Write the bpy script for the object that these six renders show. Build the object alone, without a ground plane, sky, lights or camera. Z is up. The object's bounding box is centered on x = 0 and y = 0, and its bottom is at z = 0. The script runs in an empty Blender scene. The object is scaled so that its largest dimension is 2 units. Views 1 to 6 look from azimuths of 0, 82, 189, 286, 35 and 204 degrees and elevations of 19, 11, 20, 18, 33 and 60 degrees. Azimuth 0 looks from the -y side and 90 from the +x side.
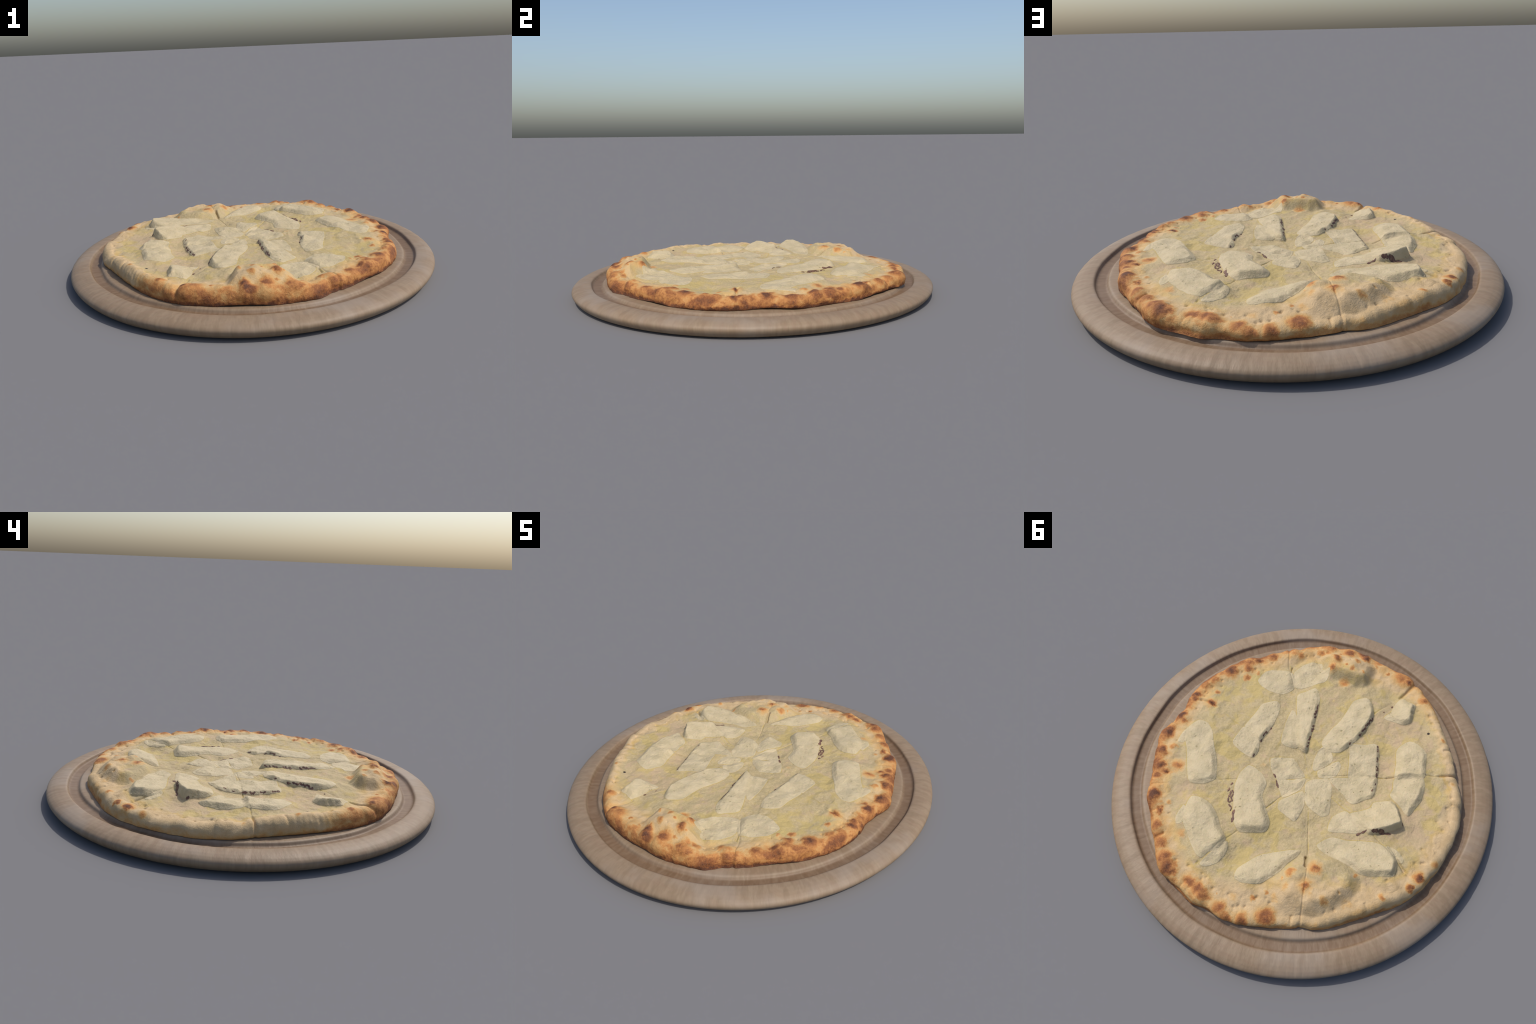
# A baked flatbread topped with melted cheese and grilled slices, cut in eight,
# lying on an oval wooden serving board with a juice groove.
import bpy, math
import numpy as np

# ------------------------------------------------------------------ helpers
def link(ob, parent=None):
    bpy.context.scene.collection.objects.link(ob)
    if parent is not None:
        ob.parent = parent
    return ob

def mesh_from(name, verts, faces_quads, faces_tris=None, smooth=True):
    """numpy verts (n,3), quads (m,4), tris (k,3) -> mesh"""
    me = bpy.data.meshes.new(name)
    verts = np.asarray(verts, np.float32)
    q = np.asarray(faces_quads, np.int32).reshape(-1, 4)
    t = np.zeros((0, 3), np.int32) if faces_tris is None else np.asarray(faces_tris, np.int32).reshape(-1, 3)
    me.vertices.add(len(verts)); me.vertices.foreach_set('co', verts.ravel())
    loops = np.concatenate([q.ravel(), t.ravel()])
    me.loops.add(len(loops)); me.loops.foreach_set('vertex_index', loops)
    starts = np.concatenate([np.arange(len(q)) * 4, len(q) * 4 + np.arange(len(t)) * 3]).astype(np.int32)
    me.polygons.add(len(starts)); me.polygons.foreach_set('loop_start', starts)
    me.polygons.foreach_set('use_smooth', np.full(len(starts), smooth))
    me.update(calc_edges=True); me.validate()
    return me

def smoothstep(a, b, x):
    t = np.clip((x - a) / (b - a), 0, 1)
    return t * t * (3 - 2 * t)

def noise2(x, y, scale, seed):
    """smooth lattice noise in -1..1"""
    X, Y = x * scale, y * scale
    xi, yi = np.floor(X).astype(np.int64), np.floor(Y).astype(np.int64)
    fx, fy = X - xi, Y - yi
    fx = fx * fx * fx * (fx * (fx * 6 - 15) + 10); fy = fy * fy * fy * (fy * (fy * 6 - 15) + 10)
    def h(a, b):
        n = (a * 374761393 + b * 668265263 + seed * 1442695041) & 0x7fffffff
        n = ((n ^ (n >> 13)) * 1274126177) & 0x7fffffff
        n = (n ^ (n >> 16)) & 0xffff
        return n / 32767.5 - 1
    return ((h(xi, yi) * (1 - fx) + h(xi + 1, yi) * fx) * (1 - fy)
            + (h(xi, yi + 1) * (1 - fx) + h(xi + 1, yi + 1) * fx) * fy)

def fbm(x, y, scale, seed, octaves=3):
    s, a, t = 0, 1, 0
    for k in range(octaves):
        s = s + a * noise2(x + 3.1 * k, y - 1.7 * k, scale * 2 ** k, seed + 17 * k); t += a; a *= .5
    return s / t

def closed_spline(points, n):
    """closed Catmull-Rom curve through the points, resampled evenly"""
    p = np.asarray(points, float); m = len(p)
    u = np.linspace(0, m, 24 * m, endpoint=False); i = u.astype(int); f = (u - i)[:, None]
    p0, p1, p2, p3 = p[(i - 1) % m], p[i % m], p[(i + 1) % m], p[(i + 2) % m]
    c = .5 * (2 * p1 + (p2 - p0) * f + (2 * p0 - 5 * p1 + 4 * p2 - p3) * f ** 2 + (3 * p1 - p0 - 3 * p2 + p3) * f ** 3)
    # a little corner-keeping: average with the straight polygon
    c = .7 * c + .3 * (p1 * (1 - f) + p2 * f)
    d = np.linalg.norm(np.roll(c, -1, 0) - c, axis=1); L = np.concatenate([[0], np.cumsum(d)])
    t = np.linspace(0, L[-1], n, endpoint=False); cc = np.vstack([c, c[:1]])
    return np.stack([np.interp(t, L, cc[:, 0]), np.interp(t, L, cc[:, 1])], 1)

def signed_dist(x, y, poly):
    """distance to a closed polygon, positive inside"""
    d = np.full(x.shape, 1e9); inside = np.zeros(x.shape, bool)
    for (ax, ay), (bx, by) in zip(poly, np.roll(poly, -1, 0)):
        ex, ey = bx - ax, by - ay
        t = np.clip(((x - ax) * ex + (y - ay) * ey) / (ex * ex + ey * ey + 1e-12), 0, 1)
        d = np.minimum(d, (x - ax - t * ex) ** 2 + (y - ay - t * ey) ** 2)
        c = (ay > y) != (by > y)
        inside ^= c & (x < (bx - ax) * (y - ay) / (by - ay + 1e-12) + ax)
    d = np.sqrt(d)
    return np.where(inside, d, -d)

def edge_normals(poly):
    t = np.roll(poly, -1, 0) - np.roll(poly, 1, 0)
    n = np.stack([t[:, 1], -t[:, 0]], 1); n /= np.linalg.norm(n, axis=1)[:, None] + 1e-9
    return n if ((poly - poly.mean(0)) * n).sum() > 0 else -n

def line_dist(x, y, pts):
    d = np.full(x.shape, 1e9); pts = np.asarray(pts, float)
    for (ax, ay), (bx, by) in zip(pts[:-1], pts[1:]):
        ex, ey = bx - ax, by - ay
        t = np.clip(((x - ax) * ex + (y - ay) * ey) / (ex * ex + ey * ey), 0, 1)
        d = np.minimum(d, np.hypot(x - ax - t * ex, y - ay - t * ey))
    return d

# ------------------------------------------------------------------ pizza description
CX, CY = -0.037, 0.029            # where all cuts meet
BOARD_Z = 0.0725                   # board surface under the bread
# rim radius by direction (degrees, metres from the centre)
RIM = [(3.9, 0.799), (9.8, 0.795), (17, 0.783), (21.2, 0.783), (26.7, 0.795), (32.9, 0.799), (38.8, 0.8), (44.5, 0.802), (50.8, 0.815), (56.7, 0.835), 
       (60.9, 0.84), (65.8, 0.834), (70.3, 0.831), (74.8, 0.832), (77.9, 0.817), (83.1, 0.806), (88.2, 0.797), (93, 0.785), (100.9, 0.765), (110.4, 0.748), 
       (115.2, 0.755), (123.5, 0.743), (132.5, 0.736), (140.3, 0.746), (149, 0.757), (158.6, 0.767), (168.4, 0.76), (175.6, 0.765), (184.4, 0.768), (196.3, 0.764), 
       (208.3, 0.751), (220.8, 0.76), (233.3, 0.793), (243, 0.823), (251, 0.836), (259, 0.842), (267, 0.843), (275, 0.85), (282.1, 0.853), (289, 0.855), 
       (293, 0.856), (297, 0.832), (301, 0.827), (312.9, 0.815), (318.9, 0.816), (326.1, 0.822), (335.1, 0.82), (344, 0.806), (351.8, 0.778), (357.9, 0.786)]
# height of the rim's crown above the groove lip by direction
RIM_TOP = [(0, .064), (12, .068), (25, .068), (40, .073), (60, .066), (80, .058), (98, .054), (115, .058), (128, .066), (141, .068), (155, .066),
           (170, .064), (188, .071), (201, .076), (212, .088), (222, .094), (232, .088), (250, .080), (262, .084), (275, .088), (286, .080), (296, .069),
           (310, .067), (330, .067), (345, .064)]
# how far the underside is tucked in below the rim's widest line
RIM_IN = [(0, .010), (30, .012), (60, .006), (90, .006), (110, .010), (140, .006), (165, .010), (190, .012), (204, .020), (214, .024), (226, .020),
          (236, .012), (245, .007), (270, .008), (300, .007), (330, .010)]
# level of the cheese bed, known at a few places: x, y, z
BED = [(.50, .32, .138), (.66, 0, .135), (.62, .165, .137), (.51, -.10, .147), (.38, -.25, .145), (.47, -.48, .141), (.35, .07, .146), (.184, .072, .138), (.26, .04, .136),
       (.28, .25, .137), (.38, .226, .138), (.43, .515, .139), (.36, .42, .138), (.25, .62, .139), (-.03, .53, .135), (0, .58, .130), (0, .2, .135), (.10, .35, .138),
       (-.04, .03, .121), (.02, 0, .124), (-.12, .36, .131), (-.16, -.22, .136), (-.29, -.34, .134), (-.36, -.16, .116), (-.38, -.27, .122), (-.285, .12, .128), (-.24, .03, .134),
       (-.45, -.05, .126), (-.49, -.01, .125), (-.45, .21, .134), (-.50, .28, .140), (-.26, -.48, .124), (-.12, -.46, .145), (.0, -.51, .149), (-.36, -.47, .130),
       (-.30, -.55, .124), (.307, -.543, .124), (.30, -.50, .128), (.10, -.45, .144), (.3, -.3, .138), (.05, -.25, .136), (-.58, .42, .135), (-.66, -.2, .134),
       (-.55, -.40, .138), (-.48, -.45, .138), (-.6, .25, .134), (.5, -.35, .129), (-.3, .33, .138), (-.62, .05, .127), (-.57, .14, .123), (-.20, .60, .138), (-.15, -.60, .136)]
# width of bare crust by direction
CRUST_W = [(0, .10), (25, .11), (45, .12), (70, .14), (90, .20), (105, .24), (120, .20), (140, .13), (170, .11), (190, .09),
           (215, .08), (235, .08), (255, .16), (275, .20), (290, .13), (310, .13), (330, .09), (350, .10)]

def periodic(table, deg):
    a = np.array([t[0] for t in table], float); v = np.array([t[1] for t in table], float)
    m = len(a); deg = np.asarray(deg, float) % 360
    aa = np.concatenate([a - 360, a, a + 360]); vv = np.concatenate([v, v, v])
    i = np.clip(np.searchsorted(aa, deg, side='right') - 1, 1, 3 * m - 3)
    t = (deg - aa[i]) / (aa[i + 1] - aa[i])
    s1 = (vv[i + 1] - vv[i - 1]) / (aa[i + 1] - aa[i - 1]) * (aa[i + 1] - aa[i])
    s2 = (vv[i + 2] - vv[i]) / (aa[i + 2] - aa[i]) * (aa[i + 1] - aa[i])
    return ((2 * t ** 3 - 3 * t ** 2 + 1) * vv[i] + (t ** 3 - 2 * t ** 2 + t) * s1
            + (-2 * t ** 3 + 3 * t ** 2) * vv[i + 1] + (t ** 3 - t ** 2) * s2)

# the eight knife cuts, from the rim inwards
CUTS = [[(-.80, -.325), (-.705, -.282), (-.562, -.214), (CX, CY)], [(.80, .46), (.662, .402), (.483, .303), (CX, CY)],
        [(.40, -.80), (.376, -.65), (.311, -.538), (CX, CY)], [(-.31, .82), (-.293, .709), (-.254, .58), (-.221, .452), (CX, CY)],
        [(.80, -.17), (.718, -.163), (.571, -.147), (.275, -.058), (CX, CY)], [(-.36, -.82), (-.33, -.722), (-.305, -.628), (-.193, -.446), (CX, CY)],
        [(.249, .669), (.178, .503), (CX, CY)], [(-.655, .31), (-.58, .263), (-.409, .177), (-.27, .12), (CX, CY)]]
CUT_DEPTH = [.005, .0025, .004, .004, .0025, .0025, .003, .004]
# short open cracks: points, depth, half width
CRACKS = [([(-.198, .425), (-.206, .447), (-.216, .475)], .022, .006), ([(.312, -.562), (.307, -.543), (.302, -.528)], .012, .005),
          ([(-.295, -.612), (-.33, -.70)], .014, .008), ([(-.575, .25), (-.60, .275), (-.63, .30)], .012, .007), ([(-.43, -.147), (-.395, -.137)], .006, .005),
          ([(.57, -.145), (.615, -.158), (.66, -.16)], .012, .008), ([(-.69, -.275), (-.63, -.245)], .008, .006)]

# roasted blisters of the dough: x, y, radius, darkness
BLISTERS = [(.604, -.395, .036, .9), (.497, -.514, .024, .8), (.441, -.579, .03, .7), (.535, -.476, .03, .65), (.575, -.385, .016, .6),
            (.507, -.395, .016, .55), (.464, -.441, .012, .5), (.609, -.237, .015, .55), (.705, -.176, .025, 1), (.695, -.15, .022, .85),
            (.605, -.157, .02, .85), (.716, -.03, .033, .9), (.678, 0, .019, .7), (.73, .09, .038, .88), (.736, .135, .028, .65),
            (.649, .16, .018, .55), (.695, .201, .028, .8), (.67, .21, .018, .6), (.655, .285, .028, .9), (.62, .30, .02, .7), (.65, .335, .026, .7),
            (.582, .247, .022, .6), (.597, .383, .01, .5), (.547, .391, .007, .5), (.602, .443, .034, 1), (.515, .442, .013, .5),
            (.551, .462, .013, .5), (.534, .496, .017, .8), (.516, .57, .032, .7), (.454, .639, .032, .65), (.394, .705, .04, .75),
            (.357, .732, .04, .8), (.241, .75, .028, .7), (.185, .765, .034, .7), (.155, .778, .03, .7), (.06, .805, .03, .7),
            (.018, .832, .03, .75), (-.057, .812, .033, .75), (-.143, .755, .037, .8), (-.059, .704, .011, .8), (.094, .749, .005, .6),
            (-.1, .648, .009, .6), (-.143, .659, .018, .3), (-.164, .528, .022, .55), (-.142, .576, .01, .5), (.388, .563, .024, .3),
            (.024, .731, .025, .25), (-.172, .602, .018, .3), (-.259, .465, .022, .65), (-.253, .567, .02, .75), (-.437, .423, .012, .6),
            (-.358, .588, .022, .45), (-.445, .55, .024, .25), (-.58, .457, .014, .5), (-.703, .297, .02, .85), (-.678, .359, .015, .75),
            (-.69, .38, .014, .7), (-.758, .213, .022, .5), (-.348, .724, .04, .35), (-.402, .521, .01, .45)]
BLISTERS += [(-.04, -.765, .024, .9), (-.019, -.795, .03, 1), (-.263, -.737, .046, .62), (.058, -.762, .034, .7), (.167, -.763, .034, .65),
             (.207, -.714, .022, .5), (.099, -.689, .023, .8), (.132, -.686, .01, .6), (.102, -.735, .01, .65), (.167, -.722, .019, .5),
             (.211, -.7, .012, .75), (.0, -.644, .012, .65), (.04, -.658, .008, .65), (-.062, -.653, .01, .6), (-.178, -.728, .011, .7),
             (-.106, -.75, .011, .6), (-.006, -.706, .017, .5), (.10, -.622, .02, .7), (.014, -.573, .024, .45), (.221, -.621, .006, .7),
             (-.106, -.812, .02, .6), (-.411, -.635, .024, .55), (-.302, -.716, .018, .8), (-.581, -.439, .011, .6), (.301, -.651, .022, .5),
             (.337, -.649, .028, .5), (.523, -.448, .026, .75), (.653, -.301, .026, .65), (.69, -.25, .03, .6), (.185, .069, .014, .25),
             (-.701, -.23, .014, .3)]
# small docker holes
PITS = [(.341, .686), (.191, .717), (.2, .691), (.126, .732), (.005, .768), (-.013, .755), (-.113, .675), (-.136, .688), (-.247, .702),
        (.244, .658), (-.375, .628), (-.406, .597), (-.526, .519), (-.492, .558), (-.542, .576), (-.693, -.008), (-.742, -.028),
        (-.73, .027), (-.713, -.091), (-.731, -.116), (-.664, .238), (-.702, .22), (-.754, .152), (.709, .164), (.656, -.097),
        (.656, -.188), (.27, -.667), (.237, -.69), (-.475, -.555), (-.497, -.52)]

_rng = np.random.default_rng(12)
for a_, f_ in zip(_rng.uniform(0, 360, 40), _rng.uniform(.035, .13, 40)):
    r_ = float(np.interp(a_, [t[0] for t in RIM], [t[1] for t in RIM])) - f_
    PITS.append((CX + r_ * math.cos(math.radians(a_)), CY + r_ * math.sin(math.radians(a_))))

# ---- slices lying on the cheese: outline, thickness over the cheese, tilt (dz/dx, dz/dy), edge softness, (unused flare), melt
SLICES = []
def slice_(outline, h, tilt=(0, 0), edge=.012, flare=.35, melt=.9):
    SLICES.append(dict(outline=outline, h=.92 * h, tilt=tilt, edge=edge * 1.25 + .003, melt=melt))

slice_([(.61, -.031), (.563, -.033), (.515, .003), (.475, .065), (.428, .129), (.392, .19), (.375, .24), (.412, .282), (.469, .302),
        (.503, .274), (.572, .157), (.622, .08), (.635, .031)], .021, (-.02, .03), .014)
slice_([(.635, .034), (.612, .092), (.621, .113), (.646, .115), (.646, .067)], .012, (0, 0), .012)
slice_([(.297, -.311), (.269, -.295), (.255, -.244), (.252, -.175), (.259, -.116), (.272, -.056), (.322, -.079), (.373, -.101),
        (.37, -.141), (.359, -.203), (.352, -.263)], .010, (-.08, 0), .008)
slice_([(.377, -.093), (.324, -.069), (.274, -.048), (.255, .003), (.265, .044), (.323, .038), (.373, .018), (.389, -.002), (.385, -.051)],
       .010, (-.05, .02), .008)
slice_([(.442, -.399), (.426, -.468), (.371, -.509), (.309, -.527), (.272, -.486), (.25, -.429), (.285, -.375), (.345, -.362),
        (.399, -.374)], .016, (0, 0), .03, .6)
slice_([(.288, -.532), (.26, -.6), (.221, -.637), (.177, -.646), (.158, -.609), (.119, -.611), (.11, -.546), (.16, -.493), (.212, -.45),
        (.252, -.45)], .010, (0, 0), .025, .6)
slice_([(.206, -.389), (.176, -.433), (.138, -.469), (.098, -.425), (.08, -.361), (.062, -.263), (.046, -.174), (.03, -.098),
        (.066, -.104), (.103, -.148), (.148, -.258)], .017, (-.10, -.02), .007, .25)
slice_([(.195, -.293), (.157, -.261), (.112, -.185), (.082, -.104), (.155, -.09), (.175, -.121), (.19, -.204)], .010, (0, 0), .022, .6)
slice_([(-.133, -.523), (-.17, -.501), (-.198, -.449), (-.202, -.416), (-.196, -.357), (-.18, -.282), (-.158, -.224), (-.126, -.166),
        (-.069, -.143), (-.024, -.175), (-.036, -.262), (-.062, -.337), (-.072, -.412), (-.08, -.481)], .019, (-.12, -.03), .008, .2)
slice_([(-.301, -.606), (-.338, -.598), (-.377, -.591), (-.385, -.541), (-.392, -.488), (-.363, -.46), (-.313, -.458), (-.26, -.458),
        (-.28, -.506), (-.284, -.558)], .031, (-.25, -.05), .012, .25)
slice_([(-.427, -.37), (-.466, -.365), (-.522, -.335), (-.539, -.274), (-.556, -.199), (-.495, -.17), (-.431, -.148), (-.409, -.227),
        (-.387, -.295), (-.401, -.335)], .030, (-.10, -.02), .014, .45)
slice_([(-.432, -.137), (-.487, -.163), (-.547, -.193), (-.573, -.155), (-.582, -.08), (-.57, -.032), (-.553, .023), (-.514, 0),
        (-.445, -.041), (-.443, -.083)], .024, (-.08, -.04), .014, .5)
slice_([(-.162, -.227), (-.224, -.255), (-.286, -.281), (-.32, -.195), (-.344, -.11), (-.283, -.085), (-.222, -.05), (-.191, -.135),
        (-.171, -.192)], .014, (.02, -.06), .006, .2)
slice_([(-.144, -.003), (-.223, -.044), (-.34, -.104), (-.359, -.05), (-.361, .005), (-.33, .035), (-.288, .075), (-.233, .046),
        (-.18, .021)], .010, (-.06, 0), .006, .3)
slice_([(-.03, -.141), (-.057, -.164), (-.089, -.135), (-.107, -.105), (-.086, -.062), (-.054, -.022), (-.035, -.032), (-.026, -.08)],
       .012, (0, 0), .016, .5)
slice_([(-.068, -.02), (-.101, -.067), (-.139, -.108), (-.159, -.085), (-.152, -.022), (-.092, .005)], .012, (0, -.03), .014, .5)
slice_([(-.045, .074), (-.059, .042), (-.098, .018), (-.13, .004), (-.161, .039), (-.186, .113), (-.202, .178), (-.18, .2), (-.121, .186),
        (-.076, .158)], .015, (-.02, .05), .02, .4)
slice_([(-.045, .118), (-.077, .182), (-.079, .238), (-.071, .277), (-.021, .265), (.024, .251), (.033, .216), (-.007, .164)],
       .012, (0, .05), .009, .4)
slice_([(.174, .014), (.081, -.033), (.028, -.003), (-.016, .036), (.046, .072), (.101, .101)], .004, (0, 0), .01)
slice_([(.096, .112), (.032, .079), (-.026, .046), (-.023, .113), (.023, .181), (.061, .155)], .005, (.02, 0), .008)
slice_([(.254, .098), (.195, .109), (.14, .15), (.126, .225), (.077, .288), (.034, .338), (.031, .384), (.08, .414), (.139, .434),
        (.188, .395), (.233, .303), (.266, .231), (.273, .152)], .023, (-.02, .09), .018, 1.0)
slice_([(.427, .374), (.38, .362), (.323, .377), (.275, .414), (.226, .467), (.182, .503), (.195, .549), (.227, .597), (.238, .627),
        (.261, .624), (.304, .594), (.36, .541), (.398, .506), (.425, .442)], .026, (-.05, -.06), .016, .4)
slice_([(.439, .43), (.414, .466), (.404, .503), (.423, .524), (.443, .492), (.444, .457)], .010, (0, 0), .012)
slice_([(.172, .513), (.158, .528), (.152, .57), (.168, .621), (.203, .654), (.229, .655), (.212, .598), (.194, .551)], .010, (0, 0), .012)
slice_([(.056, .646), (.017, .652), (-.027, .639), (-.059, .619), (-.086, .58), (-.111, .536), (-.129, .485), (-.153, .436), (-.155, .407),
        (-.089, .443), (-.01, .496), (.041, .563), (.065, .607)], .018, (-.03, .06), .012, .4)
slice_([(-.22, .345), (-.264, .29), (-.334, .275), (-.401, .25), (-.464, .229), (-.515, .23), (-.572, .265), (-.589, .3), (-.589, .343),
        (-.544, .366), (-.492, .385), (-.446, .393), (-.402, .381), (-.313, .373), (-.242, .362)], .022, (-.14, .04), .014, .4)
slice_([(-.517, .221), (-.557, .22), (-.6, .244), (-.606, .263), (-.579, .262)], .010, (0, 0), .012)
slice_([(-.295, .144), (-.341, .102), (-.379, .067), (-.386, .031), (-.457, -.002), (-.494, .016), (-.525, .061), (-.542, .094),
        (-.506, .134), (-.451, .176), (-.418, .196), (-.368, .172)], .038, (-.20, .09), .006, .25)
slice_([(-.272, .133), (-.31, .15), (-.361, .174), (-.399, .187), (-.376, .213), (-.313, .236), (-.24, .258), (-.231, .187)],
       .020, (-.08, .03), .009, .35)

# soft lumps of the dough / cheese itself: outline, height, softness
LUMPS = [([(-.12, .535), (-.165, .455), (-.2, .42), (-.243, .387), (-.345, .373), (-.44, .40), (-.472, .46), (-.455, .53), (-.39, .62), (-.29, .69), (-.17, .68), (-.10, .61)], .041, .065),
         ([(.105, -.585), (.15, -.62), (.20, -.67), (.17, -.73), (.08, -.75), (0, -.76), (-.06, -.76), (-.11, -.73), (-.118, -.66), (-.10, -.60),
           (-.05, -.582), (0, -.585), (.05, -.58)], .054, .06),
         ([(-.085, -.50), (-.073, -.605), (-.145, -.631), (-.247, -.604), (-.282, -.569), (-.255, -.471), (-.204, -.44), (-.158, -.519)], .012, .05),
         ([(.29, -.57), (.28, -.62), (.24, -.66), (.2, -.65), (.16, -.60), (.2, -.58)], .012, .03),
         ([(-.53, .36), (-.60, .34), (-.64, .38), (-.60, .42), (-.54, .42)], .012, .03),
         ([(.64, .13), (.61, .15), (.60, .20), (.63, .22), (.67, .19), (.68, .15)], .010, .03)]

SUN_SIDE = np.array([.85, -.5])     # the sun-facing side; slice edges shaped softer here, as sunlight makes them look
for k, sl in enumerate(SLICES):
    sl['poly'] = closed_spline(sl['outline'], 150); sl['c'] = sl['poly'].mean(0)
    nrm = edge_normals(sl['poly'])
    for _ in range(10): nrm = .25 * np.roll(nrm, 1, 0) + .5 * nrm + .25 * np.roll(nrm, -1, 0)
    sl['nrm'] = nrm / (np.linalg.norm(nrm, axis=1)[:, None] + 1e-9)
    soft = smoothstep(-.15, .8, nrm @ SUN_SIDE + .55 * noise2(sl['poly'][:, 0], sl['poly'][:, 1], 14, 190 + k)) * sl['melt']
    for _ in range(8): soft = .25 * np.roll(soft, 1) + .5 * soft + .25 * np.roll(soft, -1)
    sl['soft'] = soft

def surface(x, y, with_slices=True):
    """height of the bread's upper side"""
    dx, dy = x - CX, y - CY
    rho = np.hypot(dx, dy); deg = np.degrees(np.arctan2(dy, dx)) % 360
    R = periodic(RIM, deg); s = R - rho
    crown = .0635 + periodic(RIM_TOP, deg) + .008 * noise2(np.cos(np.radians(deg)), np.sin(np.radians(deg)), 8, 5) + .003 * noise2(np.cos(np.radians(deg)), np.sin(np.radians(deg)), 22, 6)
    wsum, zsum = 1e-9, 0
    for bx, by, bz in BED:
        wgt = np.exp(-((x - bx) ** 2 + (y - by) ** 2) / .085 ** 2) + 1e-6
        wsum, zsum = wsum + wgt, zsum + wgt * bz
    centre = zsum / wsum - .0048 + .006 * fbm(x, y, 9, 11, 3)
    rimprofile = np.exp(-((s - .045) / .055) ** 2)
    z = centre * (1 - rimprofile) + crown * rimprofile
    z = z + .0055 * (.35 - np.abs(fbm(x, y, 12, 7, 2))) + .0052 * fbm(x, y, 19, 3, 3) + .0011 * fbm(x, y, 80, 9, 3)
    for (px, py, r, k) in BLISTERS:                      # blisters swell
        d2 = ((x - px) ** 2 + (y - py) ** 2) / (r * 1.1) ** 2
        m = d2 < 9
        z[m] += (.30 * r * np.exp(-d2[m]) * (k > .45))
    for (px, py) in PITS:
        d2 = ((x - px) ** 2 + (y - py) ** 2)
        m = d2 < .002
        z[m] += -.006 * np.exp(-d2[m] / .006 ** 2) - .0025 * np.exp(-d2[m] / .018 ** 2)
    for pts, h, soft in LUMPS:
        poly = closed_spline(pts, 60); lo, hi = poly.min(0) - .03, poly.max(0) + .03
        m = (x > lo[0]) & (x < hi[0]) & (y > lo[1]) & (y < hi[1])
        d = signed_dist(x[m], y[m], poly); pc = poly.mean(0)
        inward = np.array([CX, CY]) - pc; inward /= np.linalg.norm(inward)
        px_, py_ = x[m] - pc[0], y[m] - pc[1]
        steep = smoothstep(-.1, .9, (px_ * inward[0] + py_ * inward[1]) / (np.hypot(px_, py_) + .02)) * (h > .03)
        z[m] += h * smoothstep(-.012, soft * (1 - .3 * steep), d) * (1 + .28 * fbm(x[m], y[m], 15, 23, 2))
    for pts, dep in zip(CUTS, CUT_DEPTH):
        d = line_dist(x + .005 * noise2(x, y, 9, 33), y + .005 * noise2(x, y, 9, 34), pts) + .001 * noise2(x, y, 40, 31)
        strength = smoothstep(-.45, .5, noise2(x, y, 6, 37) + .9 * smoothstep(.14, .03, s)) * (1 + .8 * smoothstep(.12, .02, s))
        z = z - dep * strength * (np.exp(-(d / .0032) ** 2) + .3 * np.exp(-(d / .016) ** 2))
    for pts, dep, half in CRACKS:
        d = line_dist(x, y, pts); mm = d < .05
        z[mm] -= dep * np.exp(-(d[mm] / half) ** 2)
    if with_slices:                                      # every slice is half drowned in melted cheese
        for k, sl in enumerate(SLICES):
            poly = sl['poly'][::2]; lo, hi = poly.min(0) - .06, poly.max(0) + .06
            m = (x > lo[0]) & (x < hi[0]) & (y > lo[1]) & (y < hi[1])
            if not m.any():
                continue
            xm, ym = x[m], y[m]; d = signed_dist(xm, ym, poly)
            near = np.argmin((xm[:, None] - poly[None, :, 0]) ** 2 + (ym[:, None] - poly[None, :, 1]) ** 2, axis=1)
            q = sl['soft'][::2][near]
            w = smoothstep(-(.013 + .018 * q), .005 + .75 * sl['edge'] + .026 * q, d + .0015 * noise2(xm, ym, 60, 210 + k))
            top = (sl['level'] + sl['tilt'][0] * (xm - sl['c'][0]) + sl['tilt'][1] * (ym - sl['c'][1])
                   + .008 * fbm(xm, ym, 11, 100 + k, 2) + .0024 * fbm(xm, ym, 42, 130 + k, 3))
            out = np.clip(-d, 0, 1)
            zb = z[m] + .30 * sl['h'] * np.exp(-(out / .042) ** 2) * (d < .0)
            zb = np.where(d >= 0, z[m] + .30 * sl['h'], zb)
            z[m] = zb + w * np.maximum(top - zb, -.002)
    return z

for sl in SLICES:                     # resting level of each slice
    p_ = np.vstack([sl['poly'], sl['c'][None]]); zz = surface(p_[:, 0], p_[:, 1], False)
    sl['level'] = .35 * float(zz[-1]) + .65 * float(zz[:-1].mean()) + sl['h']

# ------------------------------------------------------------------ materials
def new_mat(name):
    m = bpy.data.materials.new(name); m.use_nodes = True
    nt = m.node_tree; nt.nodes.clear()
    out = nt.nodes.new('ShaderNodeOutputMaterial'); b = nt.nodes.new('ShaderNodeBsdfPrincipled')
    nt.links.new(b.outputs[0], out.inputs[0])
    return m, nt, b

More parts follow.
